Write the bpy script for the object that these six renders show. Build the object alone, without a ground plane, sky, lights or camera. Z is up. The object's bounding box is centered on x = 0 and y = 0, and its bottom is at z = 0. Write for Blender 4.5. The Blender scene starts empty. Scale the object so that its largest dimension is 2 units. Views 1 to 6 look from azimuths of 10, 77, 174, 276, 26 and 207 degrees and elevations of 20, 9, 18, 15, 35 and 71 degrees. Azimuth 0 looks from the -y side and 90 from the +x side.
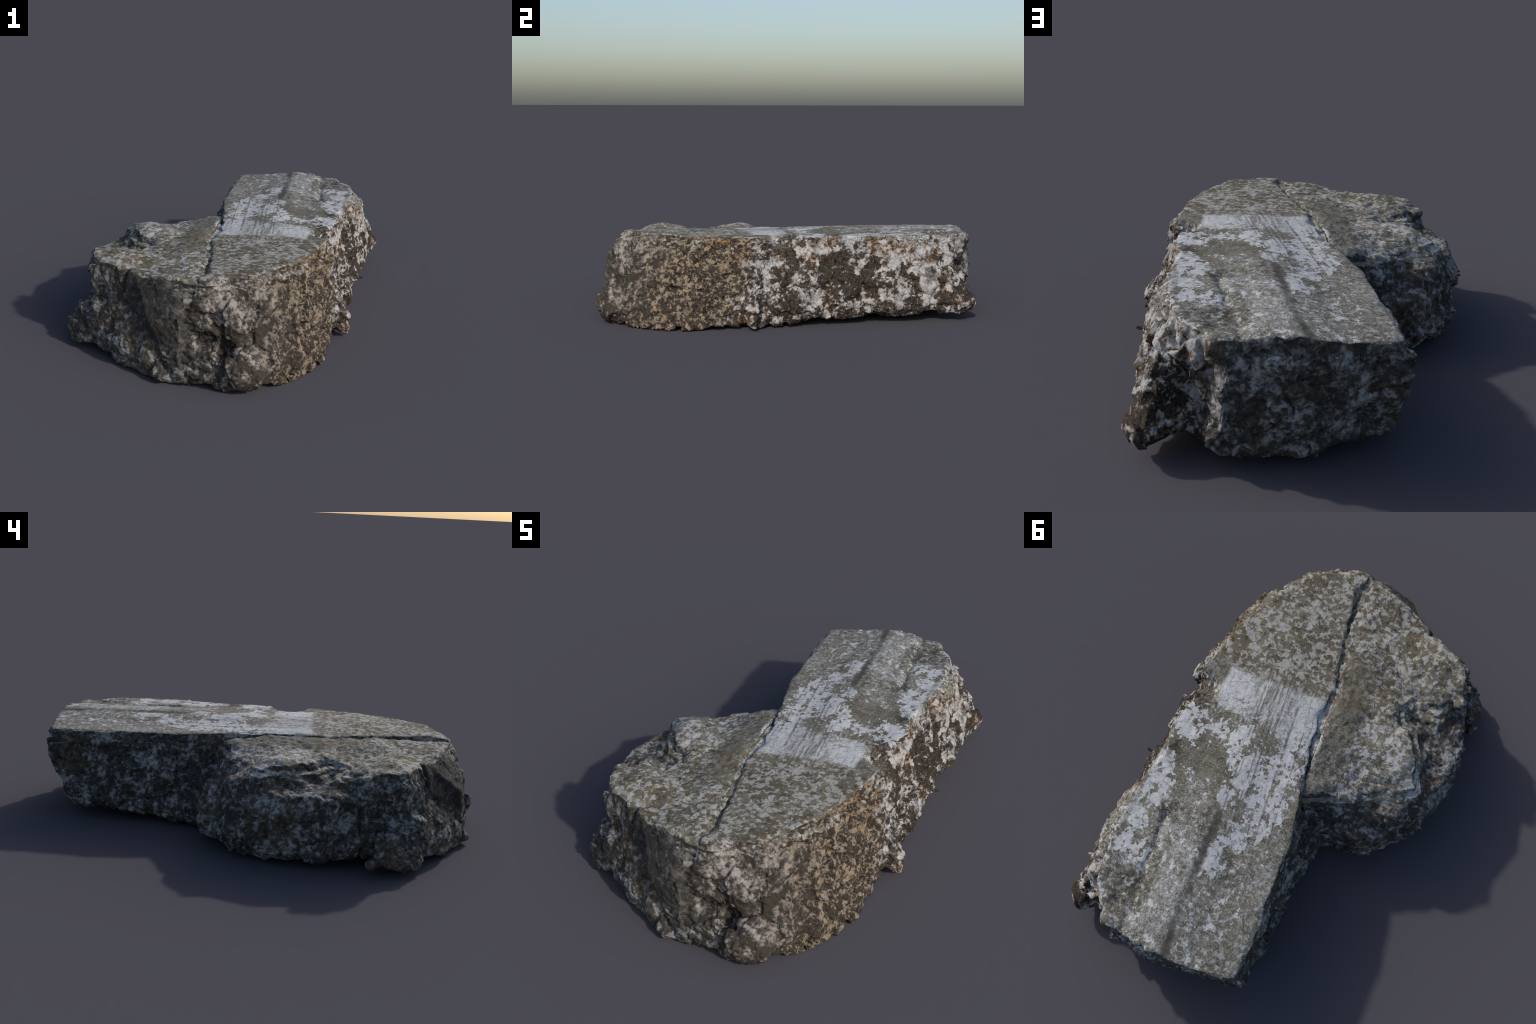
"""A broken block of weathered limestone: a long worn slab with a lower ledge
split from it by a crack, standing on a lumpy foot.

The body is an implicit solid:  plan contours at five heights (a loft),
cut by a top surface (slab plane, ledge plane, shelf) and an underside,
plus lumps and minus cracks and hollows.  It is meshed with surface nets,
subdivided, and roughened with gradient and cellular noise."""
import bpy, bmesh, math
import numpy as np
from mathutils import Vector

# ------------------------------------------------------------------ noise
def _hash(ix, iy, iz, seed):
    h = (ix.astype(np.int64) * 374761393 + iy.astype(np.int64) * 668265263 +
         iz.astype(np.int64) * 2147483647 + seed * 974634777) & 0xFFFFFFFF
    h = ((h ^ (h >> 13)) * 1274126177) & 0xFFFFFFFF
    h = ((h ^ (h >> 16)) * 2246822519) & 0xFFFFFFFF
    return (h ^ (h >> 15)) & 0xFFFFFFFF

def perlin(p, freq, seed=0):
    q = p * freq + seed * 17.31
    i = np.floor(q).astype(np.int64)
    f = q - i
    u = f * f * f * (f * (f * 6 - 15) + 10)
    out = 0.0
    for dx in (0, 1):
        for dy in (0, 1):
            for dz in (0, 1):
                h = _hash(i[:, 0] + dx, i[:, 1] + dy, i[:, 2] + dz, seed)
                gx = (h & 1023) / 511.5 - 1
                gy = ((h >> 10) & 1023) / 511.5 - 1
                gz = ((h >> 20) & 1023) / 511.5 - 1
                d = gx * (f[:, 0] - dx) + gy * (f[:, 1] - dy) + gz * (f[:, 2] - dz)
                w = ((u[:, 0] if dx else 1 - u[:, 0]) * (u[:, 1] if dy else 1 - u[:, 1]) *
                     (u[:, 2] if dz else 1 - u[:, 2]))
                out = out + w * d
    return out * 1.4

def ridged(p, freq, seed=0):
    return 1 - 2 * np.abs(perlin(p, freq, seed))

def cells(p, freq, seed=0):
    """Worley noise: distance to nearest and gap to the second, and a random value per cell."""
    q = p * freq
    i = np.floor(q).astype(np.int64)
    f1 = np.full(len(q), 9.0); f2 = np.full(len(q), 9.0); idv = np.zeros(len(q))
    for dx in (-1, 0, 1):
        for dy in (-1, 0, 1):
            for dz in (-1, 0, 1):
                c = i + (dx, dy, dz)
                h = _hash(c[:, 0], c[:, 1], c[:, 2], seed)
                s = np.stack([(h & 1023) / 1023., ((h >> 10) & 1023) / 1023., ((h >> 20) & 1023) / 1023.], 1)
                d = np.linalg.norm(c + s - q, axis=1)
                v = ((h >> 5) & 255) / 255.
                near = d < f1
                f2 = np.where(near, f1, np.minimum(f2, d))
                idv = np.where(near, v, idv)
                f1 = np.where(near, d, f1)
    return f1, f2 - f1, idv

def chips(p, freq, seed=0):
    """Angular fracture facets: every cell is a randomly tilted plane."""
    q = p * freq
    i = np.floor(q).astype(np.int64)
    f1 = np.full(len(q), 9.0); val = np.zeros(len(q))
    for dx in (-1, 0, 1):
        for dy in (-1, 0, 1):
            for dz in (-1, 0, 1):
                c = i + (dx, dy, dz)
                h = _hash(c[:, 0], c[:, 1], c[:, 2], seed)
                k = _hash(c[:, 0], c[:, 1], c[:, 2], seed + 77)
                s = np.stack([(h & 1023) / 1023., ((h >> 10) & 1023) / 1023., ((h >> 20) & 1023) / 1023.], 1)
                g = np.stack([(k & 1023) / 511.5 - 1, ((k >> 10) & 1023) / 511.5 - 1, ((k >> 20) & 1023) / 511.5 - 1], 1)
                w = c + s - q
                d = (w * w).sum(1)
                near = d < f1
                f1 = np.where(near, d, f1)
                val = np.where(near, (w * g).sum(1) + 0.5 * (((h >> 7) & 255) / 127.5 - 1), val)
    return val

def smooth(a, b, x):
    t = np.clip((x - a) / (b - a), 0, 1)
    return t * t * (3 - 2 * t)

def smax(a, b, k):
    h = np.clip(0.5 + 0.5 * (a - b) / k, 0, 1)
    return b + (a - b) * h + k * h * (1 - h)

def smin(a, b, k):
    return -smax(-a, -b, k)

# ------------------------------------------------------------------ 2D helpers
def poly_sdf(X, Y, pts):
    """Signed distance to a closed polygon (negative inside)."""
    pts = np.asarray(pts, float)
    d = np.full(X.shape, 1e9); inside = np.zeros(X.shape, bool)
    for a, b in zip(pts, np.roll(pts, -1, 0)):
        ex, ey = b - a
        wx, wy = X - a[0], Y - a[1]
        t = np.clip((wx * ex + wy * ey) / (ex * ex + ey * ey + 1e-12), 0, 1)
        d = np.minimum(d, (wx - t * ex) ** 2 + (wy - t * ey) ** 2)
        c = (a[1] > Y) != (b[1] > Y)
        xi = a[0] + (Y - a[1]) * ex / (ey if abs(ey) > 1e-12 else 1e-12)
        inside ^= c & (X < xi)
    d = np.sqrt(d)
    return np.where(inside, -d, d)

def path_dist(P, path):
    """Distance of points to a 3D (or 2D) polyline whose last column is a radius;
    returns distance divided by nothing and the interpolated radius."""
    path = np.asarray(path, float)
    k = path.shape[1] - 1
    best = np.full(P.shape[:-1], 1e9); rad = np.zeros(P.shape[:-1])
    for a, b in zip(path[:-1], path[1:]):
        e = b[:k] - a[:k]
        w = P[..., :k] - a[:k]
        t = np.clip((w @ e) / (e @ e), 0, 1)
        d = np.linalg.norm(w - t[..., None] * e, axis=-1)
        r = a[k] + t * (b[k] - a[k])
        m = d - r < best - rad
        best = np.where(m, d, best); rad = np.where(m, r, rad)
    return best, rad

# ------------------------------------------------------------------ the shape in numbers
LEVELS = (0.0, 0.10, 0.22, 0.34, 0.46)
# one row per corner of the block, counter-clockwise from the south tip:
# (x, y) at each of the five heights
RINGS = [
    ((0.19, -0.975), (0.19, -0.995), (0.165, -0.905), (0.135, -0.885), (0.075, -0.845)),
    ((0.34, -0.905), (0.35, -0.905), (0.315, -0.86), (0.285, -0.828), (0.245, -0.775)),
    ((0.435, -0.80), (0.435, -0.78), (0.418, -0.71), (0.392, -0.65), (0.36, -0.595)),
    ((0.525, -0.615), (0.52, -0.605), (0.505, -0.535), (0.478, -0.46), (0.435, -0.40)),
    ((0.54, -0.42), (0.54, -0.42), (0.528, -0.36), (0.508, -0.29), (0.465, -0.24)),
    ((0.53, -0.28), (0.54, -0.285), (0.525, -0.265), (0.505, -0.225), (0.475, -0.195)),
    ((0.54, -0.09), (0.585, -0.11), (0.53, -0.12), (0.48, -0.12), (0.43, -0.12)),
    ((0.545, 0.05), (0.57, 0.05), (0.555, 0.05), (0.515, 0.04), (0.47, 0.01)),
    ((0.54, 0.30), (0.572, 0.30), (0.568, 0.30), (0.535, 0.30), (0.48, 0.30)),
    ((0.555, 0.60), (0.62, 0.60), (0.615, 0.60), (0.57, 0.60), (0.50, 0.58)),
    ((0.615, 0.79), (0.642, 0.84), (0.60, 0.85), (0.52, 0.81), (0.485, 0.76)),
    ((0.56, 0.83), (0.58, 0.91), (0.545, 0.90), (0.49, 0.87), (0.455, 0.85)),
    ((0.50, 0.84), (0.50, 0.86), (0.47, 0.83), (0.455, 0.862), (0.42, 0.895)),
    ((0.42, 0.80), (0.425, 0.82), (0.415, 0.825), (0.405, 0.90), (0.40, 0.93)),
    ((0.375, 0.93), (0.378, 0.975), (0.37, 0.99), (0.35, 0.985), (0.35, 0.955)),
    ((0.30, 0.95), (0.30, 0.98), (0.28, 0.99), (0.26, 0.985), (0.245, 0.96)),
    ((0.13, 0.93), (0.11, 0.965), (0.10, 0.985), (0.09, 0.993), (0.08, 0.985)),
    ((-0.13, 0.83), (-0.185, 0.885), (-0.205, 0.93), (-0.205, 0.96), (-0.14, 0.95)),
    ((-0.18, 0.56), (-0.205, 0.58), (-0.20, 0.60), (-0.178, 0.60), (-0.15, 0.60)),
    ((-0.19, 0.30), (-0.22, 0.33), (-0.20, 0.36), (-0.172, 0.40), (-0.14, 0.38)),
    ((-0.24, 0.23), (-0.235, 0.23), (-0.17, 0.205), (-0.13, 0.175), (-0.11, 0.155)),
    ((-0.38, 0.17), (-0.40, 0.22), (-0.38, 0.21), (-0.29, 0.105), (-0.26, 0.08)),
    ((-0.50, 0.04), (-0.57, 0.07), (-0.56, 0.06), (-0.49, 0.04), (-0.45, 0.00)),
    ((-0.57, -0.17), (-0.638, -0.17), (-0.645, -0.17), (-0.60, -0.16), (-0.56, -0.15)),
    ((-0.58, -0.33), (-0.638, -0.33), (-0.65, -0.32), (-0.62, -0.33), (-0.58, -0.33)),
    ((-0.55, -0.45), (-0.59, -0.45), (-0.595, -0.44), (-0.58, -0.45), (-0.55, -0.45)),
    ((-0.52, -0.60), (-0.55, -0.60), (-0.53, -0.57), (-0.545, -0.57), (-0.535, -0.55)),
    ((-0.505, -0.73), (-0.515, -0.735), (-0.475, -0.71), (-0.50, -0.69), (-0.51, -0.62)),
    ((-0.38, -0.82), (-0.385, -0.83), (-0.36, -0.775), (-0.345, -0.755), (-0.32, -0.705)),
    ((-0.235, -0.92), (-0.205, -0.93), (-0.20, -0.87), (-0.20, -0.825), (-0.22, -0.785)),
    ((-0.08, -0.975), (-0.045, -0.975), (-0.045, -0.935), (-0.06, -0.905), (-0.09, -0.83)),
    ((0.09, -0.955), (0.09, -0.955), (0.06, -0.925), (0.03, -0.905), (0.0, -0.845)),
]
# the crack between slab and ledge, south to north (x, y)
CRACK = [(0.03, -0.95), (0.02, -0.81), (0.024, -0.74), (0.006, -0.61), (-0.012, -0.53), (-0.034, -0.44),
         (-0.050, -0.33), (-0.066, -0.25), (-0.054, -0.17), (-0.064, -0.04), (-0.085, 0.08), (-0.108, 0.17), (-0.14, 0.30)]
LEDGE = [(0.02, -1.0), (-0.10, -1.0), (-0.20, -0.95), (-0.28, -0.88), (-0.36, -0.80), (-0.45, -0.72), (-0.52, -0.66), (-0.57, -0.60), (-0.56, -0.54), (-0.52, -0.487), (-0.474, -0.438), (-0.376, -0.435),
         (-0.311, -0.361), (-0.352, -0.296), (-0.40, -0.285), (-0.455, -0.21), (-0.473, -0.169), (-0.48, -0.117),
         (-0.516, -0.065), (-0.46, -0.01), (-0.40, -0.01), (-0.36, 0.005), (-0.329, 0.028), (-0.277, 0.082),
         (-0.22, 0.105), (-0.115, 0.15), (0.1, 0.1), (0.1, -1.0)]

def crack_x(Y):
    c = np.asarray(CRACK)
    return np.interp(Y, c[:, 1], c[:, 0])

def top_height(X, Y):
    slab = 0.425 + 0.038 * X - 0.016 * Y + 0.008 * np.exp(-((X - 0.2) / 0.2) ** 2)
    slab = slab + 0.016 * np.exp(-((X - 0.17) / 0.10) ** 2) * smooth(-0.3, 0.4, Y)
    slab = slab - 0.005 * smooth(0.30, 0.36, X) * smooth(0.62, 0.75, Y) * (1 - smooth(0.44, 0.48, X))
    flat = np.stack([np.ravel(X), np.ravel(Y), 0 * np.ravel(X)], 1)
    wx = (0.020 * perlin(flat, 9, 7) + 0.008 * perlin(flat, 28, 8)).reshape(np.shape(X))
    wy = (0.020 * perlin(flat, 9, 9) + 0.008 * perlin(flat, 28, 10)).reshape(np.shape(X))
    d = poly_sdf(X + wx, Y + wy, LEDGE)
    ledge = 0.402 + 0.026 * smooth(-0.26, -0.07, X) * smooth(0.12, -0.15, Y)
    ledge = ledge - 0.030 * smooth(-0.16, -0.30, X) * smooth(-0.16, 0.02, Y)
    ledge = ledge + 0.020 * np.exp(-(((X + 0.37) / 0.13) ** 2 + ((Y + 0.60) / 0.07) ** 2))
    ledge = ledge + 0.012 * np.exp(-(((X + 0.40) / 0.12) ** 2 + ((Y + 0.13) / 0.09) ** 2))
    ledge = ledge - 0.010 * np.exp(-(((X + 0.33) / 0.12) ** 2 + ((Y + 0.45) / 0.07) ** 2))
    shelf = 0.318 - 0.10 * np.clip(d - 0.05, 0, 1)
    shelf = shelf + 0.02 * np.exp(-(((X + 0.37) / 0.05) ** 2 + ((Y + 0.40) / 0.05) ** 2)) + (wx - wy) * 0.5
    shelf = shelf + 0.03 * np.exp(-(((X + 0.50) / 0.06) ** 2 + ((Y + 0.37) / 0.06) ** 2))
    ledge = ledge - 0.012 * smooth(-0.05, 0.0, d) * smooth(-0.68, -0.5, Y)
    led = ledge + (shelf - ledge) * (0.38 * smooth(-0.006, 0.012, d) + 0.30 * smooth(0.020, 0.034, d + wx) + 0.32 * smooth(0.044, 0.060, d + 1.5 * wy))
    east = X > crack_x(Y)
    z = np.where(east | (Y > 0.2), slab, led)
    P = np.stack([X, Y], -1)
    rag = np.stack([0.012 * perlin(flat, 16, 17) + 0.005 * perlin(flat, 45, 18), 0.012 * perlin(flat, 16, 19) + 0.005 * perlin(flat, 45, 20)], 1).reshape(P.shape)
    for path, depth, w in GROOVES:
        dist, r = path_dist(P + w * rag, path)
        z = z - depth * np.exp(-(np.maximum(dist, 0) / (r + 0.002)) ** 2)
    return z

def under_height(X, Y):
    """Height of the underside: rests at the south, lifted under the slab's far end."""
    z = 0.004 + 0.008 * smooth(0.30, 0.40, X) * smooth(-0.75, -0.55, Y) + 0.030 * smooth(-0.08, -0.30, X) * smooth(-0.9, -0.8, Y)
    z = z + 0.030 * smooth(0.2, 0.8, Y) * (1 - smooth(0.25, 0.45, X))
    z = z + 0.055 * np.exp(-(((X - 0.45) / 0.06) ** 2 + ((Y - 0.85) / 0.12) ** 2))
    z = z + 0.028 * smooth(-0.12, 0.12, Y) * smooth(0.30, 0.50, X)
    return z

# lumps: (x, y, z, radius x, y, z, blend)
LUMPS = [
    (-0.44, -0.69, 0.12, 0.080, 0.080, 0.115, 0.03),
    (-0.27, -0.81, 0.09, 0.08, 0.07, 0.10, 0.04),
    (-0.16, -0.885, 0.065, 0.07, 0.06, 0.065, 0.03),
    (0.01, -0.92, 0.07, 0.05, 0.05, 0.055, 0.03),
    (0.18, -0.93, 0.08, 0.14, 0.07, 0.075, 0.04),
    (-0.545, -0.50, 0.365, 0.03, 0.03, 0.028, 0.015),
    (0.37, 0.93, 0.40, 0.035, 0.03, 0.03, 0.02),
    (0.575, 0.86, 0.10, 0.045, 0.05, 0.05, 0.04),
    (-0.45, 0.04, 0.27, 0.06, 0.05, 0.04, 0.04),
]
FANG = [(0.50, -0.27, 0.17, 0.06), (0.555, -0.285, 0.10, 0.055), (0.578, -0.28, 0.055, 0.040), (0.590, -0.276, 0.03, 0.022)]
# hollows: ellipsoids taken away, same layout
HOLLOWS = [
    (0.066, -0.935, 0.200, 0.052, 0.065, 0.040, 0.015),
    (0.155, -0.935, 0.165, 0.040, 0.070, 0.045, 0.015),
    (0.465, -0.105, 0.45, 0.080, 0.075, 0.055, 0.025),
    (-0.605, -0.565, 0.245, 0.075, 0.10, 0.055, 0.03),
    (-0.455, -0.74, 0.255, 0.045, 0.06, 0.045, 0.02),
    (-0.25, 0.74, 0.27, 0.085, 0.14, 0.085, 0.05),
    (-0.25, 0.28, 0.28, 0.075, 0.10, 0.08, 0.05),
    (-0.265, 0.71, 0.17, 0.085, 0.10, 0.06, 0.04),
    (-0.29, 0.27, 0.15, 0.075, 0.06, 0.05, 0.03),
    (-0.625, -0.475, 0.205, 0.055, 0.07, 0.055, 0.03),
    (0.43, 0.95, 0.19, 0.045, 0.075, 0.075, 0.04),
    (0.585, 0.13, 0.26, 0.05, 0.07, 0.10, 0.03),
    (0.62, 0.14, 0.19, 0.05, 0.07, 0.03, 0.02),
]
# open cracks: paths of (x, y, z, half width)
CUTS = [
    [(-0.33, -0.785, 0.27, 0.010), (-0.29, -0.805, 0.235, 0.018), (-0.20, -0.90, 0.18, 0.020), (-0.11, -0.955, 0.09, 0.016), (-0.06, -0.975, 0.03, 0.012)],
    [(-0.32, -0.72, 0.42, 0.006), (-0.335, -0.755, 0.32, 0.016), (-0.37, -0.78, 0.24, 0.014)],
    [(-0.06, -0.90, 0.43, 0.004), (-0.075, -0.935, 0.36, 0.008), (-0.03, -0.955, 0.31, 0.008), (0.03, -0.93, 0.27, 0.008)],
    [(0.475, -0.14, 0.46, 0.016), (0.515, -0.155, 0.39, 0.018), (0.53, -0.19, 0.31, 0.016), (0.54, -0.25, 0.245, 0.010), (0.54, -0.33, 0.22, 0.003)],
    [(0.21, -0.88, 0.22, 0.006), (0.30, -0.84, 0.29, 0.008), (0.36, -0.77, 0.33, 0.006), (0.40, -0.66, 0.42, 0.003)],
]
# angular fracture blocks: corner points whose convex hull stands proud of the south face
BLOCKS = [
    [(-0.300, -0.745, 0.402), (-0.10, -0.830, 0.418), (-0.045, -0.940, 0.320), (-0.030, -0.982, 0.12), (-0.185, -0.918, 0.26),
     (-0.105, -0.955, 0.115), (-0.25, -0.70, 0.25), (0.03, -0.80, 0.12), (0.03, -0.78, 0.40), (-0.25, -0.70, 0.398)],
    [(-0.04, -0.905, 0.365), (0.01, -0.885, 0.370), (-0.03, -0.85, 0.405), (0.02, -0.84, 0.415), (0.02, -0.900, 0.33), (-0.035, -0.925, 0.335), (0.0, -0.75, 0.30), (0.0, -0.75, 0.40)],
    [(-0.64, -0.685, 0.07), (-0.645, -0.62, 0.08), (-0.60, -0.575, 0.165), (-0.575, -0.655, 0.188), (-0.585, -0.735, 0.025), (-0.64, -0.53, 0.045), (-0.50, -0.56, 0.03), (-0.49, -0.60, 0.19), (-0.50, -0.768, 0.04), (-0.54, -0.738, 0.13)],
    [(-0.525, -0.60, 0.39), (-0.33, -0.70, 0.40), (-0.36, -0.745, 0.30), (-0.40, -0.745, 0.262), (-0.505, -0.655, 0.33), (-0.47, -0.695, 0.265), (-0.40, -0.60, 0.30)],
    [(-0.50, -0.72, 0.20), (-0.36, -0.765, 0.245), (-0.42, -0.792, 0.12), (-0.30, -0.858, 0.13), (-0.46, -0.775, 0.04), (-0.30, -0.85, 0.03), (-0.35, -0.65, 0.10), (-0.45, -0.62, 0.22)],
    [(0.615, 0.845, 0.055), (0.625, 0.79, 0.15), (0.55, 0.925, 0.11), (0.575, 0.905, 0.055), (0.60, 0.74, 0.035), (0.52, 0.80, 0.09), (0.535, 0.85, 0.20), (0.595, 0.82, 0.20), (0.50, 0.79, 0.14)],
    [(-0.30, -0.825, 0.15), (-0.20, -0.918, 0.10), (-0.085, -0.978, 0.05), (-0.10, -0.985, 0.02), (-0.28, -0.88, 0.03), (-0.20, -0.75, 0.05), (-0.05, -0.85, 0.03), (-0.14, -0.885, 0.09)],
    [(-0.475, 0.035, 0.300), (-0.43, 0.075, 0.28), (-0.50, 0.07, 0.21), (-0.40, 0.14, 0.21), (-0.55, 0.0, 0.25), (-0.35, 0.0, 0.2), (-0.52, -0.05, 0.31)],
]
GROOVES = [  # on the top: path of (x, y, half width), depth, raggedness
    ([(0.022, -0.80, .008), (0.022, -0.74, .010), (0.006, -0.61, .007), (-0.012, -0.53, .005), (-0.034, -0.44, .006), (-0.050, -0.33, .005)], 0.015, 1.1),
    ([(-0.050, -0.30, .003), (-0.064, -0.25, .012), (-0.057, -0.17, .013), (-0.064, -0.12, .005), (-0.068, -0.04, .010), (-0.095, 0.12, .005)], 0.020, 0.8),
    ([(0.345, 0.46, .014), (0.338, 0.55, .006), (0.340, 0.66, .013), (0.325, 0.77, .018), (0.318, 0.84, .014), (0.306, 0.96, .008)], 0.012, 1.6),
    ([(0.38, 0.76, .022), (0.37, 0.86, .020)], 0.006, 1.0),
    ([(0.005, -0.63, .010), (-0.06, -0.60, .016), (-0.13, -0.615, .022), (-0.21, -0.56, .006), (-0.32, -0.46, .012), (-0.38, -0.44, .020)], 0.007, 1.2),
    ([(0.155, 0.35, .010), (0.13, 0.62, .014), (0.108, 0.97, .012)], 0.002, 0.5),
    ([(0.22, 0.45, .012), (0.19, 0.98, .012)], 0.0015, 0.5),
]

def hull_sdf(P, pts):
    """Distance bound to the convex hull of a few points (negative inside)."""
    bm = bmesh.new()
    for p in pts:
        bm.verts.new(p)
    bmesh.ops.convex_hull(bm, input=bm.verts)
    c = Vector(np.mean(pts, 0)); d = np.full(P.shape[:-1], -9.0)
    for f in bm.faces:
        f.normal_update()
        n = f.normal if (f.calc_center_median() - c).dot(f.normal) > 0 else -f.normal
        d = np.maximum(d, P @ np.array(n) - f.calc_center_median().dot(n))
    bm.free()
    return d

# ------------------------------------------------------------------ field and mesh
H = 0.0085
def field():
    xs = np.arange(-0.74, 0.74, H); ys = np.arange(-1.07, 1.07, H); zs = np.arange(-0.06, 0.52, H)
    X2, Y2 = np.meshgrid(xs, ys, indexing="ij")
    R = np.asarray(RINGS)
    # waviness of the plan so that edges are not straight
    flat = np.stack([X2.ravel(), Y2.ravel(), 0 * X2.ravel()], 1)
    wx = (0.012 * perlin(flat, 7, 3)).reshape(X2.shape); wy = (0.012 * perlin(flat, 7, 4)).reshape(X2.shape)
    sd = np.stack([poly_sdf(X2 + wx, Y2 + wy, R[:, k]) for k in range(5)], 2)
    zt = top_height(X2, Y2); zb = under_height(X2, Y2)
    F = np.empty((len(xs), len(ys), len(zs)))
    for k, z in enumerate(zs):
        zz = min(max(z, 0.0), 0.46)
        i = min(int(np.searchsorted(LEVELS, zz, "right")) - 1, 3)
        t = (zz - LEVELS[i]) / (LEVELS[i + 1] - LEVELS[i])
        t = 0.6 * t + 0.4 * t * t * (3 - 2 * t)
        F[:, :, k] = sd[:, :, i] * (1 - t) + sd[:, :, i + 1] * t
    Z = zs[None, None, :]
    F = smax(F, Z - zt[:, :, None], 0.012)
    F = smax(F, zb[:, :, None] - Z, 0.018)
    G = np.stack(np.broadcast_arrays(X2[:, :, None], Y2[:, :, None], Z), -1)

    def local(c, r):  # index window around a box
        sl = []
        for ax, a in enumerate((xs, ys, zs)):
            lo, hi = np.searchsorted(a, c[0][ax] - r), np.searchsorted(a, c[1][ax] + r)
            sl.append(slice(max(lo - 1, 0), hi + 1))
        return tuple(sl)

    def ellipsoid(w, l):
        c, r = np.array(l[:3]), np.array(l[3:6])
        q = (G[w] - c) / r
        n = np.linalg.norm(q, axis=-1)
        return (n - 1) * r.min() * 0.5 + (n - 1) * n / (np.linalg.norm(q / r, axis=-1) + 1e-9) * 0.5

    for l in LUMPS:
        w = local((l[:3], l[:3]), max(l[3:6]) + 0.07)
        F[w] = smin(F[w], ellipsoid(w, l), l[6])
    a = np.asarray(FANG); w = local((a[:, :3].min(0), a[:, :3].max(0)), 0.1)
    d, r = path_dist(G[w], FANG); F[w] = smin(F[w], d - r, 0.015)
    for pts in BLOCKS:
        a = np.asarray(pts); w = local((a.min(0), a.max(0)), 0.06)
        F[w] = smin(F[w], hull_sdf(G[w], pts), 0.012)
    for l in HOLLOWS:
        w = local((l[:3], l[:3]), max(l[3:6]) + 0.07)
        F[w] = smax(F[w], -ellipsoid(w, l), l[6])
    for c in CUTS:
        a = np.asarray(c); w = local((a[:, :3].min(0), a[:, :3].max(0)), 0.1)
        d, r = path_dist(G[w], c); F[w] = smax(F[w], -(d - r), 0.012)
    return xs, ys, zs, F

def surface_nets(xs, ys, zs, F):
    S = F < 0
    n = np.array(F.shape)
    cnt = np.zeros(n - 1, np.int8); acc = np.zeros(tuple(n - 1) + (3,))
    o = [slice(0, -1), slice(1, None)]
    for ax in range(3):
        others = [k for k in range(3) if k != ax]
        for a in (0, 1):
            for b in (0, 1):
                s0 = [None] * 3; s0[ax] = o[0]; s0[others[0]] = o[a]; s0[others[1]] = o[b]
                s1 = list(s0); s1[ax] = o[1]
                f0, f1 = F[tuple(s0)], F[tuple(s1)]
                m = (f0 < 0) != (f1 < 0)
                t = f0[m] / (f0[m] - f1[m])
                v = np.zeros((len(t), 3)); v[:, ax] = t; v[:, others[0]] = a; v[:, others[1]] = b
                acc[m] += v; cnt[m] += 1
    act = cnt > 0
    idx = np.full(n - 1, -1, np.int64); idx[act] = np.arange(act.sum())
    ijk = np.argwhere(act)
    V = (ijk + acc[act] / cnt[act][:, None]) * H + (xs[0], ys[0], zs[0])
    quads = []
    for ax in range(3):
        u, v = [(1, 2), (2, 0), (0, 1)][ax]
        s0 = [slice(1, -1)] * 3; s1 = [slice(1, -1)] * 3
        s0[ax] = slice(0, -1); s1[ax] = slice(1, None)
        a, b = S[tuple(s0)], S[tuple(s1)]
        for flip, m in ((False, a & ~b), (True, ~a & b)):
            e = np.argwhere(m)
            if not len(e):
                continue
            base = e.copy(); base[:, u] += 1; base[:, v] += 1
            def c(du, dv):
                q = base.copy(); q[:, u] -= du; q[:, v] -= dv
                return idx[q[:, 0], q[:, 1], q[:, 2]]
            q = np.stack([c(1, 1), c(0, 1), c(0, 0), c(1, 0)], 1)
            quads.append(q[:, ::-1] if flip else q)
    Q = np.concatenate(quads)
    # keep the one big connected piece
    lab = np.arange(len(V))
    E2 = np.concatenate([Q[:, [0, 1]], Q[:, [1, 2]], Q[:, [2, 3]], Q[:, [3, 0]]])
    while True:
        m = np.minimum(lab[E2[:, 0]], lab[E2[:, 1]])
        new = lab.copy()
        np.minimum.at(new, E2[:, 0], m); np.minimum.at(new, E2[:, 1], m)
        new = new[new]
        if (new == lab).all():
            break
        lab = new
    big = np.bincount(lab).argmax()
    keep = lab == big
    remap = np.cumsum(keep) - 1
    Q = remap[Q[keep[Q[:, 0]]]]
    return V[keep], Q

def make_mesh(name, V, Q):
    me = bpy.data.meshes.new(name)
    me.vertices.add(len(V)); me.vertices.foreach_set("co", np.ascontiguousarray(V, np.float32).ravel())
    me.loops.add(len(Q) * 4); me.loops.foreach_set("vertex_index", np.ascontiguousarray(Q, np.int32).ravel())
    me.polygons.add(len(Q)); me.polygons.foreach_set("loop_start", np.arange(len(Q), dtype=np.int32) * 4)
    me.update(calc_edges=True); me.validate()
    return me

def read_mesh(me):
    V = np.empty(len(me.vertices) * 3, np.float32); me.vertices.foreach_get("co", V)
    N = np.empty(len(me.vertices) * 3, np.float32); me.vertices.foreach_get("normal", N)
    Q = np.empty(len(me.loops), np.int32); me.loops.foreach_get("vertex_index", Q)
    return V.reshape(-1, 3).astype(float), N.reshape(-1, 3).astype(float), Q.reshape(-1, 4)

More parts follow.
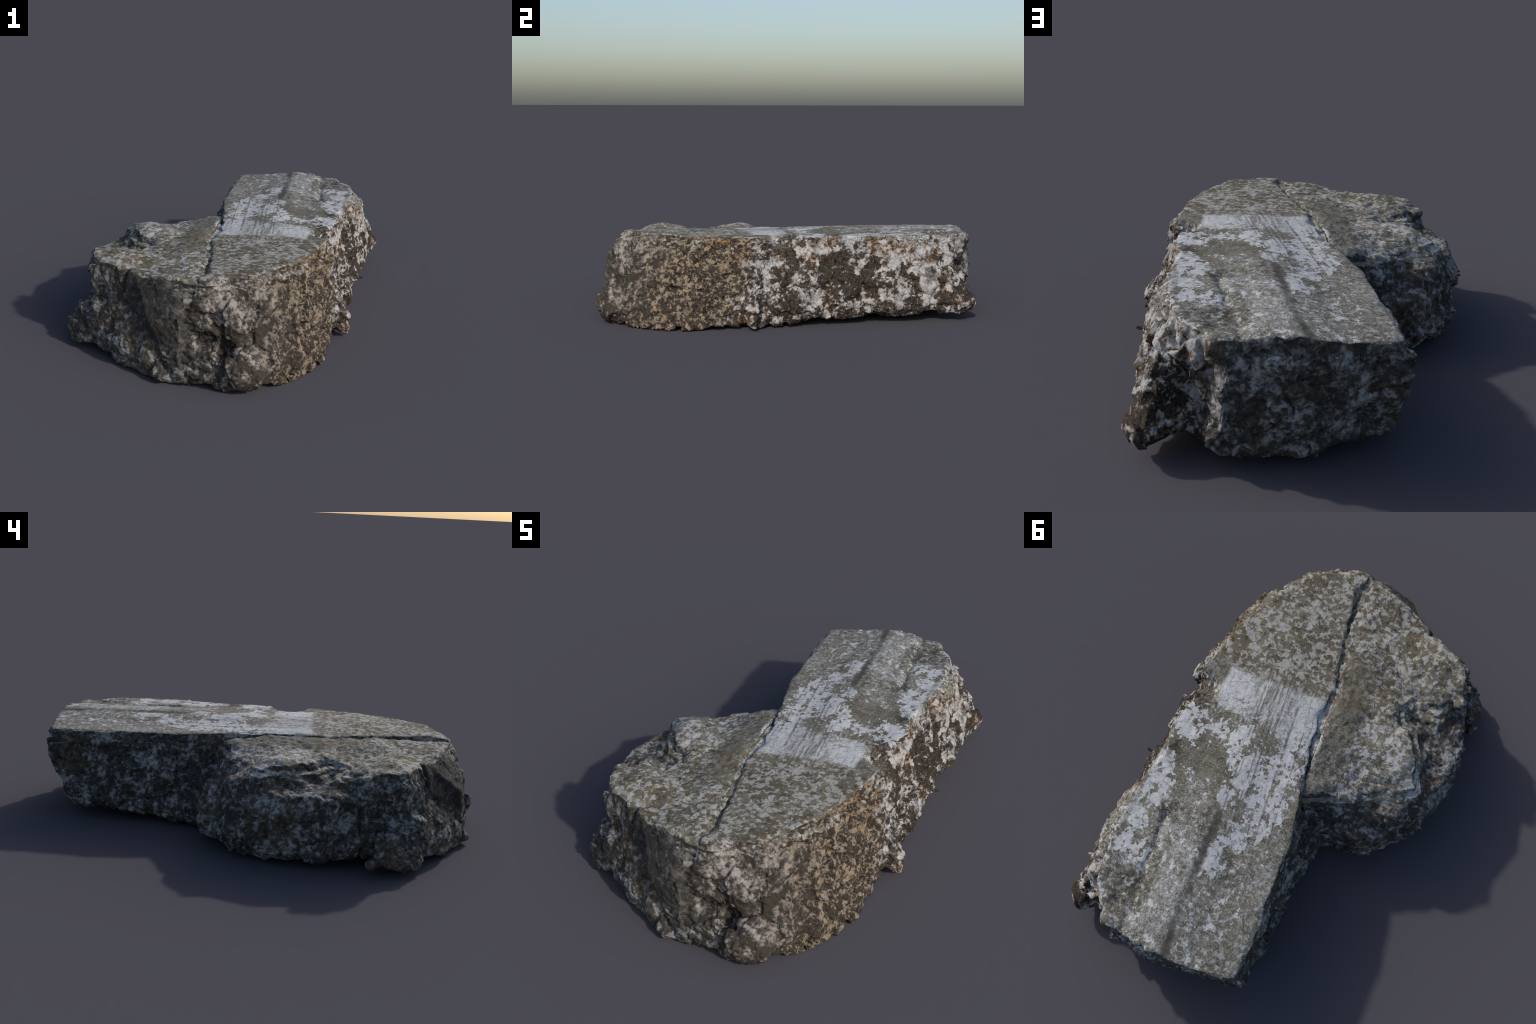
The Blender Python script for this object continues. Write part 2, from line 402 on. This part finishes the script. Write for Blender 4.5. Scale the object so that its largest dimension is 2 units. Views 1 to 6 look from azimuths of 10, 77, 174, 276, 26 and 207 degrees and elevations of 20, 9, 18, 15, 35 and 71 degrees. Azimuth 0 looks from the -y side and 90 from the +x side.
def subdivided(V, Q, levels):
    me = make_mesh("coarse", V, Q)
    ob = bpy.data.objects.new("coarse", me); bpy.context.scene.collection.objects.link(ob)
    m = ob.modifiers.new("s", "SUBSURF"); m.levels = m.render_levels = levels
    dg = bpy.context.evaluated_depsgraph_get()
    ev = bpy.data.meshes.new_from_object(ob.evaluated_get(dg))
    out = read_mesh(ev)
    bpy.data.objects.remove(ob); bpy.data.meshes.remove(me); bpy.data.meshes.remove(ev)
    return out

def roughen(V, N):
    zt = top_height(V[:, 0], V[:, 1])
    worn = smooth(-0.03, -0.008, V[:, 2] - zt) * smooth(0.5, 0.85, N[:, 2])
    worn = worn * np.where((V[:, 0] > crack_x(V[:, 1])) | (V[:, 2] > 0.37), 1, 0.2)
    ledge = (V[:, 0] < crack_x(V[:, 1])) & (V[:, 1] < 0.17)
    side = 1 - worn
    q = V + 0.035 * np.stack([perlin(V, 6, s) for s in (11, 12, 13)], 1) + 0.008 * np.stack([perlin(V, 30, s) for s in (14, 15, 16)], 1)
    q2 = V + 0.03 * np.stack([perlin(V, 5, s) for s in (71, 72, 73)], 1)
    south = smooth(-0.3, -0.6, V[:, 1]) * smooth(0.15, 0.0, V[:, 0])
    east = smooth(0.25, 0.4, V[:, 0])
    plain = smooth(-0.62, -0.74, V[:, 1]) * smooth(0.02, -0.03, V[:, 0]) * (0.6 + 0.4 * smooth(-0.36, -0.28, V[:, 0]) * smooth(0.10, 0.2, V[:, 2]))
    rim = smooth(-0.055, -0.012, V[:, 2] - zt)          # calmer just below the upper edge
    calm = (1 - 0.7 * plain) * (1 - 0.5 * rim) * (1 - 0.4 * smooth(0.08, 0.03, V[:, 2]) * smooth(-0.2, 0.0, V[:, 1]) * east)
    calm = calm * (1 - 0.5 * np.exp(-((V - (0.60, 0.84, 0.10)) ** 2).sum(1) / 0.08 ** 2))
    d = 0.006 * perlin(V, 5, 21) + 0.005 * perlin(V, 11, 22)
    d += 0.016 * chips(q2, 6.5, 51) * (1 + 0.4 * east) + 0.009 * chips(q2, 14, 52) * (1 + 0.5 * east)
    d += 0.003 * chips(q, 32, 53)
    crease = 1 - smooth(0.0, 0.22, np.abs(perlin(q, 9, 61)))       # grooves winding between lumps
    d -= 0.010 * crease * smooth(-0.1, 0.35, perlin(V, 5, 62))
    shade = smooth(0.25, 0.0, V[:, 0]) + smooth(0.8, 0.9, V[:, 1]) * smooth(0.45, 0.3, V[:, 0])
    bed = np.stack([V[:, 0] * 0.4, V[:, 1] * 0.4, V[:, 2] * 1.5 + 0.12 * V[:, 1]], 1) + 0.02 * np.stack([perlin(V, 9, 64)] * 3, 1)
    d += 0.016 * np.clip(shade, 0, 1) * (np.abs(perlin(bed, 10, 65)) - 0.3) + 0.008 * np.clip(shade, 0, 1) * chips(bed, 13, 66)
    crease2 = 1 - smooth(0.0, 0.25, np.abs(perlin(q, 22, 63)))
    d -= 0.004 * crease2
    for x, y, z, r in CHALK:                             # hard pale lumps stand proud,
        d += 0.010 * np.exp(-(((q - (x, y, z)) ** 2).sum(1)) / (0.7 * r) ** 2)
    for x, y, z, r in BROWN:                             # soft brown stone has weathered back
        d -= 0.017 * np.exp(-(((q - (x, y, z)) ** 2).sum(1)) / (0.7 * r) ** 2)
    d = d * calm + 0.0022 * perlin(V, 48, 24) + 0.0010 * perlin(V, 100, 25)
    lane = (V[:, 0] + 0.08 * V[:, 1])[:, None] * (1, 0, 0) + V * (0, 0.12, 0)
    t = 0.0012 * perlin(lane, 13, 46) + 0.0020 * perlin(V, 12, 41) + 0.0012 * perlin(V, 40, 42) + 0.0007 * perlin(V, 90, 43)
    t = t + np.where(ledge, 0.007 * perlin(V, 14, 44) + 0.004 * ridged(q, 26, 45) - 0.002, 0.0015 * perlin(V, 26, 47))
    return V + N * (side * d + worn * t)[:, None], worn

# ------------------------------------------------------------------ material
class Nodes:
    """A small vocabulary for building shader node trees."""
    def __init__(self, name):
        self.mat = bpy.data.materials.new(name); self.mat.use_nodes = True
        self.t = self.mat.node_tree; self.t.nodes.clear()
        self.co = self.t.nodes.new("ShaderNodeTexCoord").outputs["Object"]
    def put(self, sock, v):
        if isinstance(v, bpy.types.NodeSocket):
            self.t.links.new(v, sock)
        else:
            sock.default_value = v
    def math(self, op, *a):
        n = self.t.nodes.new("ShaderNodeMath"); n.operation = op
        for s, v in zip(n.inputs, a):
            self.put(s, v)
        return n.outputs[0]
    def mul(self, *a):
        r = a[0]
        for b in a[1:]:
            r = self.math("MULTIPLY", r, b)
        return r
    def add(self, *a):
        r = a[0]
        for b in a[1:]:
            r = self.math("ADD", r, b)
        return r
    def inv(self, a):
        return self.math("SUBTRACT", 1.0, a)
    def step(self, x, lo, hi, a=0.0, b=1.0):
        n = self.t.nodes.new("ShaderNodeMapRange"); n.interpolation_type = "SMOOTHSTEP"
        self.put(n.inputs[0], x)
        if lo > hi:
            lo, hi, a, b = hi, lo, b, a
        for i, v in enumerate((lo, hi, a, b)):
            n.inputs[1 + i].default_value = v
        return n.outputs[0]
    def vec(self, scale=(1, 1, 1), loc=(0, 0, 0), rot=(0, 0, 0), src=None):
        n = self.t.nodes.new("ShaderNodeMapping"); self.put(n.inputs[0], src or self.co)
        n.inputs["Location"].default_value = loc; n.inputs["Rotation"].default_value = rot; n.inputs["Scale"].default_value = scale
        return n.outputs[0]
    def noise(self, scale, detail=4, rough=0.55, vec=None, dist=0.0, lac=2.0):
        n = self.t.nodes.new("ShaderNodeTexNoise"); self.put(n.inputs["Vector"], vec or self.co)
        for k, v in (("Scale", scale), ("Detail", detail), ("Roughness", rough), ("Distortion", dist), ("Lacunarity", lac)):
            n.inputs[k].default_value = v
        return n.outputs["Fac"]
    def voronoi(self, scale, feature="F1", vec=None, out="Distance", rnd=1.0):
        n = self.t.nodes.new("ShaderNodeTexVoronoi"); n.feature = feature; self.put(n.inputs["Vector"], vec or self.co)
        n.inputs["Scale"].default_value = scale; n.inputs["Randomness"].default_value = rnd
        return n.outputs[out]
    def mix(self, f, a, b):
        n = self.t.nodes.new("ShaderNodeMix"); n.data_type = "RGBA"
        self.put(n.inputs[0], f)
        for s, v in ((n.inputs[6], a), (n.inputs[7], b)):
            self.put(s, v if isinstance(v, bpy.types.NodeSocket) else (*v, 1.0))
        return n.outputs[2]
    def xyz(self, v):
        n = self.t.nodes.new("ShaderNodeSeparateXYZ"); self.put(n.inputs[0], v)
        return n.outputs

# weathering of the worn top: (x, y, radius) of the pale crust, beige film, bare olive stone and dark stains
CRUST = [(0.42, 0.09, 0.085), (0.46, 0.28, 0.075), (0.44, 0.38, 0.075), (0.46, 0.52, 0.08), (0.46, 0.62, 0.06), (0.38, 0.64, 0.05),
         (0.24, 0.06, 0.085), (0.14, 0.15, 0.085), (0.09, 0.24, 0.09), (0.0, 0.10, 0.09), (-0.02, 0.24, 0.10), (0.03, 0.36, 0.085),
         (0.05, 0.46, 0.05), (0.12, 0.56, 0.07), (-0.02, -0.02, 0.10), (0.16, 0.30, 0.05)]
FILM = [(0.22, 0.58, 0.065), (0.21, 0.70, 0.08), (0.21, 0.85, 0.10), (0.27, 0.34, 0.065), (0.30, 0.52, 0.07)]
BARE = [(0.35, 0.17, 0.085), (0.27, 0.22, 0.06), (0.20, 0.42, 0.07), (0.10, 0.37, 0.04), (0.30, 0.42, 0.07)]
STAIN = [(0.36, 0.77, 0.07), (0.37, 0.85, 0.06), (0.31, 0.83, 0.045), (0.34, 0.44, 0.05), (0.44, 0.20, 0.05), (0.43, -0.05, 0.06)]
# pits of dark brown and a black inclusion on the sunny flank: (x, y, z, radius)
BROWN = [(0.50, -0.03, 0.38, 0.06), (0.55, 0.13, 0.30, 0.08), (0.57, 0.12, 0.18, 0.07), (0.58, 0.52, 0.22, 0.08), (0.55, 0.36, 0.30, 0.05),
         (0.57, 0.32, 0.20, 0.06), (0.61, 0.74, 0.10, 0.07), (0.56, -0.10, 0.12, 0.07), (0.60, 0.30, 0.08, 0.05), (0.54, -0.10, 0.24, 0.05)]
CHALK = [(0.57, 0.02, 0.30, 0.06), (0.58, 0.20, 0.08, 0.08), (0.60, 0.36, 0.12, 0.06), (0.60, 0.48, 0.11, 0.07), (0.55, 0.45, 0.33, 0.06),
         (0.52, 0.62, 0.37, 0.07), (0.53, 0.78, 0.32, 0.07), (0.62, 0.66, 0.18, 0.06), (0.57, 0.05, 0.08, 0.05), (0.63, 0.86, 0.08, 0.05), (0.15, -0.88, 0.34, 0.08), (0.20, -0.86, 0.28, 0.06)]

def stone_material():
    m = Nodes("weathered_limestone")
    x, y, z = m.xyz(m.co)
    nz = m.xyz(m.t.nodes.new("ShaderNodeNewGeometry").outputs["Normal"])[2]
    wob = m.math("SUBTRACT", m.noise(9, 5, 0.6), 0.5)
    fine = m.noise(60, 4, 0.65)
    grain = m.noise(170, 3, 0.6)
    broad = m.noise(4.5, 3, 0.5, vec=m.vec(loc=(3, 8, 5)))
    edge = m.add(m.mul(wob, 0.10), m.mul(m.math("SUBTRACT", fine, 0.5), 0.035))

    def spots(pts, ragged):
        total = None
        for p in pts:
            c = (p[0], p[1], p[2] if len(p) == 4 else 0.43)
            n = m.t.nodes.new("ShaderNodeVectorMath"); n.operation = "DISTANCE"
            m.put(n.inputs[0], m.co); n.inputs[1].default_value = c
            r = p[-1]
            s = m.step(m.add(n.outputs["Value"], ragged), r * 1.35, r * 0.45)
            total = s if total is None else m.math("MAXIMUM", total, s)
        return total

    # the worn upper face: along the bedding plane and facing up
    lift = m.add(z, m.mul(x, -0.042), m.mul(y, 0.016))
    worn = m.mul(m.step(m.add(lift, m.mul(wob, 0.02)), 0.345, 0.375), m.step(m.add(nz, m.mul(wob, 0.35)), 0.50, 0.78))

    # ---- broken flanks
    blot = m.noise(7.5, 6, 0.66, dist=0.35)
    blot2 = m.noise(20, 6, 0.66, vec=m.vec(loc=(3, 1, 2)), dist=0.4)
    blot3 = m.noise(46, 5, 0.62, vec=m.vec(loc=(1, 5, 2)), dist=0.3)
    hair = m.step(m.math("ABSOLUTE", m.math("SUBTRACT", m.noise(13, 5, 0.6, vec=m.vec(loc=(6, 1, 7)), dist=0.6), 0.5)), 0.012, 0.0)
    umber = m.mix(m.step(fine, 0.32, 0.68), (0.017, 0.0135, 0.010), (0.061, 0.046, 0.035))
    # pale crust and dark umber patches
    pale = m.mix(m.step(blot2, 0.36, 0.60), (0.16, 0.154, 0.148), (0.42, 0.41, 0.405))
    pale = m.mix(m.mul(m.step(blot3, 0.55, 0.70), 0.5), pale, (0.17, 0.15, 0.13))
    mb = m.add(m.mul(blot, 0.36), m.mul(blot2, 0.40), m.mul(blot3, 0.24))
    mb = m.add(mb, m.mul(spots(CHALK, m.mul(wob, 0.16)), 0.035), m.mul(spots(BROWN, m.mul(wob, 0.16)), -0.035))
    flecks = m.step(m.noise(95, 4, 0.6, vec=m.vec(loc=(3, 3, 9))), 0.56, 0.68)
    umber_f = m.mix(m.mul(flecks, 0.45), umber, (0.19, 0.165, 0.14))
    chalk = m.mix(m.step(mb, 0.482, 0.530), umber_f, pale)
    rust_where = m.step(m.noise(6, 3, vec=m.vec(loc=(2, 9, 1))), 0.48, 0.62)
    rim = m.mul(m.step(mb, 0.470, 0.492), m.step(mb, 0.525, 0.505), rust_where)
    chalk = m.mix(m.mul(rim, 0.4), chalk, (0.27, 0.145, 0.055))
    chalk = m.mix(m.step(m.math("ABSOLUTE", spots([(0.60, 0.66, 0.26, 0.045)], m.mul(wob, 0.08))), 0.3, 0.8, 0.0, 0.55), chalk, m.mix(m.step(fine, 0.4, 0.7), (0.016, 0.017, 0.02), (0.07, 0.07, 0.075)))
    # umber and tan speckle
    tan = m.mix(m.step(blot3, 0.40, 0.62), (0.225, 0.200, 0.172), (0.265, 0.200, 0.130))
    tan = m.mix(m.mul(m.step(m.add(m.mul(blot, 0.5), m.mul(z, 0.25), m.mul(y, 0.15)), 0.26, 0.36), m.step(blot3, 0.46, 0.60), 0.75), tan, (0.26, 0.140, 0.052))
    ms = m.add(m.mul(blot2, 0.36), m.mul(blot3, 0.40), m.mul(m.noise(90, 4, 0.6, vec=m.vec(loc=(6, 2, 2))), 0.24))
    speck = m.mix(m.step(ms, 0.485, 0.545), umber_f, tan)
    speck = m.mix(m.mul(m.step(m.noise(30, 5, 0.6, vec=m.vec(loc=(8, 8, 2)), dist=0.3), 0.56, 0.62), 0.85), speck, (0.024, 0.019, 0.015))
    # grey blotches on a near-black ground tone
    mg = m.add(m.mul(blot, 0.30), m.mul(blot2, 0.35), m.mul(blot3, 0.35))
    dark_ground = m.mix(m.step(fine, 0.35, 0.7), (0.030, 0.027, 0.023), (0.085, 0.075, 0.062))
    grey = m.mix(m.step(mg, 0.475, 0.60), dark_ground, (0.34, 0.335, 0.33))
    ochre = m.mul(m.step(mg, 0.455, 0.475), m.step(mg, 0.51, 0.485), m.step(broad, 0.5, 0.6), 0.5)
    grey = m.mix(ochre, grey, (0.15, 0.10, 0.04))
    mt = m.add(mg, m.mul(spots(CHALK[-2:], m.mul(wob, 0.1)), 0.05))
    tip = m.mix(m.step(mt, 0.475, 0.60), (0.045, 0.037, 0.029), (0.33, 0.30, 0.28))
    tip = m.mix(m.mul(m.step(m.noise(30, 5, 0.6, vec=m.vec(loc=(2, 8, 2)), dist=0.3), 0.54, 0.60), 0.75), tip, (0.030, 0.025, 0.020))
    tip = m.mix(m.mul(m.step(blot3, 0.60, 0.70), 0.4), tip, (0.30, 0.19, 0.09))
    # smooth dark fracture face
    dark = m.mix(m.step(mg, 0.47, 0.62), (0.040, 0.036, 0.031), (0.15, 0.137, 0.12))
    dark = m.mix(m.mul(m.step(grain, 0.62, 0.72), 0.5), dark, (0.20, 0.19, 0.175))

    drift = m.add(m.mul(m.math('SUBTRACT', blot, 0.5), 0.45), m.mul(m.math('SUBTRACT', blot2, 0.5), 0.35), m.mul(m.math('SUBTRACT', blot3, 0.5), 0.15))
    xe = m.add(x, m.mul(wob, 0.22)); ye = m.add(y, m.mul(wob, 0.22))
    xd = m.add(x, drift); yd = m.add(y, drift, m.mul(z, -0.5))
    f_speck = m.mul(m.step(yd, -0.32, -0.44), m.step(xd, 0.20, 0.42), m.step(yd, -0.98, -0.76))
    f_chalk = m.mul(m.step(xe, 0.37, 0.44), m.step(yd, -0.44, -0.32))
    f_tip = m.mul(m.step(ye, -0.50, -0.70), m.step(xe, -0.04, 0.08))
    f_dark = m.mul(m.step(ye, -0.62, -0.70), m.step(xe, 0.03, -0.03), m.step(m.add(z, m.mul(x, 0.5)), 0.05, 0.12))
    side = m.mix(f_tip, grey, tip)
    side = m.mix(f_dark, side, dark)
    side = m.mix(f_speck, side, speck)
    side = m.mix(f_chalk, side, chalk)
    side = m.mix(m.mul(hair, 0.55), side, (0.03, 0.026, 0.022))

    # ---- worn top
    olive = m.mix(m.step(m.add(m.mul(m.noise(24, 5, 0.65), 0.6), m.mul(broad, 0.4)), 0.38, 0.62), (0.075, 0.066, 0.044), (0.175, 0.163, 0.128))
    top = m.mix(m.mul(m.step(grain, 0.50, 0.64), 0.55), olive, (0.33, 0.325, 0.305))
    top = m.mix(m.mul(m.step(grain, 0.44, 0.36), 0.45), top, (0.075, 0.066, 0.048))
    white = m.mix(m.step(fine, 0.3, 0.7), (0.41, 0.418, 0.425), (0.55, 0.557, 0.563))
    along = m.vec(scale=(1, 0.6, 1), rot=(0, 0, 0.12))
    pat = m.add(m.mul(m.noise(21, 6, 0.68, vec=along), 0.55), m.mul(m.noise(52, 4, 0.64), 0.45))
    bias = m.add(m.mul(spots(CRUST, m.mul(edge, 0.6)), 0.088), m.mul(spots(BARE, m.mul(edge, 1.8)), -0.055))
    slab = m.step(m.add(x, m.mul(wob, 0.02)), -0.11, -0.08)
    patches = m.mul(m.step(m.add(pat, bias), 0.540, 0.572), m.step(y, -0.20, -0.14), slab)
    film = m.mul(spots(FILM, edge), m.step(m.add(m.mul(pat, 0.6), m.mul(grain, 0.4)), 0.42, 0.56), 0.55)
    sp = m.add(m.mul(m.noise(46, 5, 0.62, vec=m.vec(loc=(5, 5, 1)), dist=0.3), 0.70), m.mul(m.noise(12, 4, vec=m.vec(loc=(1, 5, 1))), 0.30))
    south = m.step(ye, -0.14, -0.26)
    top = m.mix(m.mul(south, 0.55), top, m.mix(m.step(broad, 0.4, 0.6), (0.120, 0.096, 0.058), (0.155, 0.135, 0.095)))
    top = m.mix(m.mul(south, m.step(m.noise(38, 4, 0.6, vec=m.vec(loc=(7, 2, 5))), 0.52, 0.62), 0.75), top, (0.055, 0.046, 0.031))
    specks = m.mul(m.step(sp, 0.485, 0.550), m.math('MAXIMUM', south, m.step(xe, -0.10, -0.14)), 0.68)
    ledge_bare = m.mul(m.step(xe, -0.04, -0.08), m.step(xe, -0.24, -0.16), m.step(ye, -0.5, -0.40))
    specks = m.mul(specks, m.inv(m.mul(ledge_bare, 0.75)))
    mott = m.mul(m.step(m.add(m.mul(m.noise(60, 5, 0.68, vec=m.vec(loc=(5, 2, 1))), 0.7), m.mul(pat, 0.3)), 0.47, 0.60), m.step(ye, 0.25, 0.45), 0.62)
    # the scraped pale field
    fy = m.add(y, m.mul(wob, 0.05), m.mul(m.math('SUBTRACT', fine, 0.5), 0.03), m.mul(x, -0.06))
    field_ = m.mul(m.step(fy, -0.245, -0.225), m.step(m.add(y, m.mul(wob, 0.30), m.mul(m.math('SUBTRACT', pat, 0.5), 0.5)), -0.02, -0.08), m.step(x, -0.08, -0.06), m.step(m.add(x, m.mul(wob, 0.08)), 0.395, 0.375))
    scratch = m.noise(1.0, 5, 0.7, vec=m.vec(scale=(75, 5, 8), rot=(0, 0, 0.12)))
    worn_off = m.add(m.mul(m.step(scratch, 0.44, 0.58), m.step(xe, 0.29, 0.22), m.step(xe, 0.05, 0.10), 0.68), m.mul(m.step(fine, 0.50, 0.62), m.step(xe, 0.25, 0.10), 0.4))
    field_ = m.mul(field_, m.inv(worn_off), m.step(m.add(m.mul(grain, 0.4), m.mul(fine, 0.3), m.mul(pat, 0.3)), 0.39, 0.46, 0.25, 1.0))
    paleness = m.math("MAXIMUM", m.math("MAXIMUM", patches, field_), m.math("MAXIMUM", specks, m.math("MAXIMUM", mott, film)))
    paleness = m.mul(paleness, m.step(grain, 0.76, 0.62, 0.55, 1.0))
    plates = m.step(m.voronoi(17, 'DISTANCE_TO_EDGE', vec=m.vec(scale=(1, 0.75, 1))), 0.030, 0.008)
    paleness = m.mul(paleness, m.inv(m.mul(plates, m.step(pat, 0.60, 0.45), 0.65)))
    white = m.mix(m.mul(m.step(ye, -0.18, -0.26), m.step(blot3, 0.35, 0.6, 0.9, 0.2)), white, (0.40, 0.385, 0.325))
    top = m.mix(paleness, top, white)
    # thin straight scores running the length of the slab
    axis = m.add(x, m.mul(y, 0.115), m.mul(wob, 0.006))
    broken = m.noise(14, 3, vec=m.vec(loc=(5, 1, 1)))
    for at, y0, y1, w in ((0.035, -0.30, 0.45, 0.0045), (0.095, -0.28, 0.10, 0.003), (0.118, -0.27, 0.30, 0.004), (0.138, -0.26, 0.42, 0.0035), (0.176, -0.27, 0.22, 0.003), (0.190, -0.26, 0.48, 0.004), (-0.02, -0.10, 0.50, 0.003)):
        score = m.mul(m.step(m.math('ABSOLUTE', m.math('SUBTRACT', axis, at)), w * 1.6, w * 0.3), m.step(ye, y0, y0 + 0.04), m.step(ye, y1, y1 - 0.06), m.step(broken, 0.36, 0.50))
        top = m.mix(m.mul(score, 0.6), top, (0.085, 0.080, 0.070))
    # dark seams running along the slab
    sx = m.add(x, m.mul(y, 0.07), m.mul(wob, 0.05))
    seam = m.mul(m.step(m.math("ABSOLUTE", m.math("SUBTRACT", sx, 0.182)), 0.028, 0.004), m.step(ye, 0.30, 0.42), m.step(m.noise(8, 4, vec=m.vec(loc=(8, 1, 1))), 0.36, 0.52))
    streak = m.noise(1.0, 4, 0.6, vec=m.vec(scale=(26, 1.8, 4), rot=(0, 0, 0.10)))
    seam = m.math("MAXIMUM", m.mul(seam, 0.9), m.mul(m.step(streak, 0.56, 0.70), m.step(ye, 0.05, 0.35), 0.45))
    top = m.mix(seam, top, (0.070, 0.064, 0.052))
    top = m.mix(m.mul(spots(STAIN, edge), m.step(m.add(m.mul(pat, 0.5), m.mul(fine, 0.5)), 0.60, 0.44), 0.85), top, umber)
    rust = m.mul(m.step(m.noise(45, 4, vec=m.vec(loc=(9, 3, 3))), 0.60, 0.70), m.step(ye, 0.0, -0.4, 0.10, 0.65))
    top = m.mix(rust, top, (0.22, 0.135, 0.045))
    crackle = m.step(m.math("ABSOLUTE", m.math("SUBTRACT", m.noise(7, 4, 0.55, vec=m.vec(loc=(4, 4, 7)), dist=0.4), 0.5)), 0.006, 0.0)
    top = m.mix(m.mul(crackle, 0.55), top, (0.045, 0.04, 0.03))
    col = m.mix(worn, side, top)
    # ---- finish
    b = m.t.nodes.new("ShaderNodeBsdfPrincipled")
    m.put(b.inputs["Base Color"], col)
    b.inputs["Roughness"].default_value = 0.85
    b.inputs["Specular IOR Level"].default_value = 0.25
    bump = m.t.nodes.new("ShaderNodeBump")
    bump.inputs["Strength"].default_value = 0.55; bump.inputs["Distance"].default_value = 0.008
    m.put(bump.inputs["Height"], m.add(m.mul(fine, 0.6), m.mul(grain, 0.2), m.mul(blot3, m.step(worn, 0.0, 1.0, 0.7, 0.0)), m.mul(hair, m.step(worn, 0.0, 1.0, -0.4, 0.0))))
    m.put(b.inputs["Normal"], bump.outputs[0])
    out = m.t.nodes.new("ShaderNodeOutputMaterial")
    m.t.links.new(b.outputs[0], out.inputs[0])
    return m.mat

# ------------------------------------------------------------------ build
def build():
    xs, ys, zs, F = field()
    V, Q = surface_nets(xs, ys, zs, F)
    V, N, Q = subdivided(V, Q, 1)
    V, worn = roughen(V, N)
    V[:, 2] = np.maximum(V[:, 2], 0.0)
    lo, hi = V.min(0), V.max(0)
    V -= ((lo[0] + hi[0]) / 2 * 0, (lo[1] + hi[1]) / 2, lo[2])
    V *= (1, 2.0 / (hi[1] - lo[1]), 1)
    whole = make_mesh("whole", V, Q)
    _, N, _ = read_mesh(whole)
    bpy.data.meshes.remove(whole)

    C = V[Q].mean(1)
    ledge = (C[:, 0] < crack_x(C[:, 1]) - 0.02 * np.sin(C[:, 2] * 30)) & (C[:, 1] < 0.16)
    knob = ledge & (C[:, 0] < -0.515) & (C[:, 1] < -0.585) & (C[:, 2] < 0.20)
    foot = ledge & ~knob & (C[:, 1] < -0.62) & (C[:, 2] < 0.225 - 0.55 * np.clip(C[:, 0] + 0.38, 0, 1))
    fang = (C[:, 0] > 0.535) & (np.abs(C[:, 1] + 0.28) < 0.07) & (C[:, 2] < 0.13)
    face = worn[Q].mean(1) > 0.5
    label = np.full(len(Q), 0)
    label[ledge] = 2; label[foot] = 4; label[knob] = 5; label[fang] = 6
    label[face & (label == 0)] = 1; label[face & (label == 2)] = 3

    mat = stone_material()
    root = bpy.data.objects.new("broken_stone_block", None)
    root["label"] = "weathered grey limestone block with worn flat top and broken ledge"
    root["category"] = "rock"
    bpy.context.scene.collection.objects.link(root)
    names = ["long_slab", "slab_worn_face", "broken_ledge", "ledge_worn_face", "foot_ridge", "foot_knob", "stone_fang"]
    parents = [None, 0, None, 2, 2, 2, 0]
    obs = []
    for i, (n, p) in enumerate(zip(names, parents)):
        q = Q[label == i]
        used = np.unique(q)
        remap = np.zeros(len(V), np.int64); remap[used] = np.arange(len(used))
        me = make_mesh(n, V[used], remap[q])
        me.shade_smooth()
        me.normals_split_custom_set_from_vertices(N[used].tolist())
        me.materials.append(mat)
        ob = bpy.data.objects.new(n, me)
        bpy.context.scene.collection.objects.link(ob)
        ob.parent = root if p is None else obs[p]
        obs.append(ob)

build()
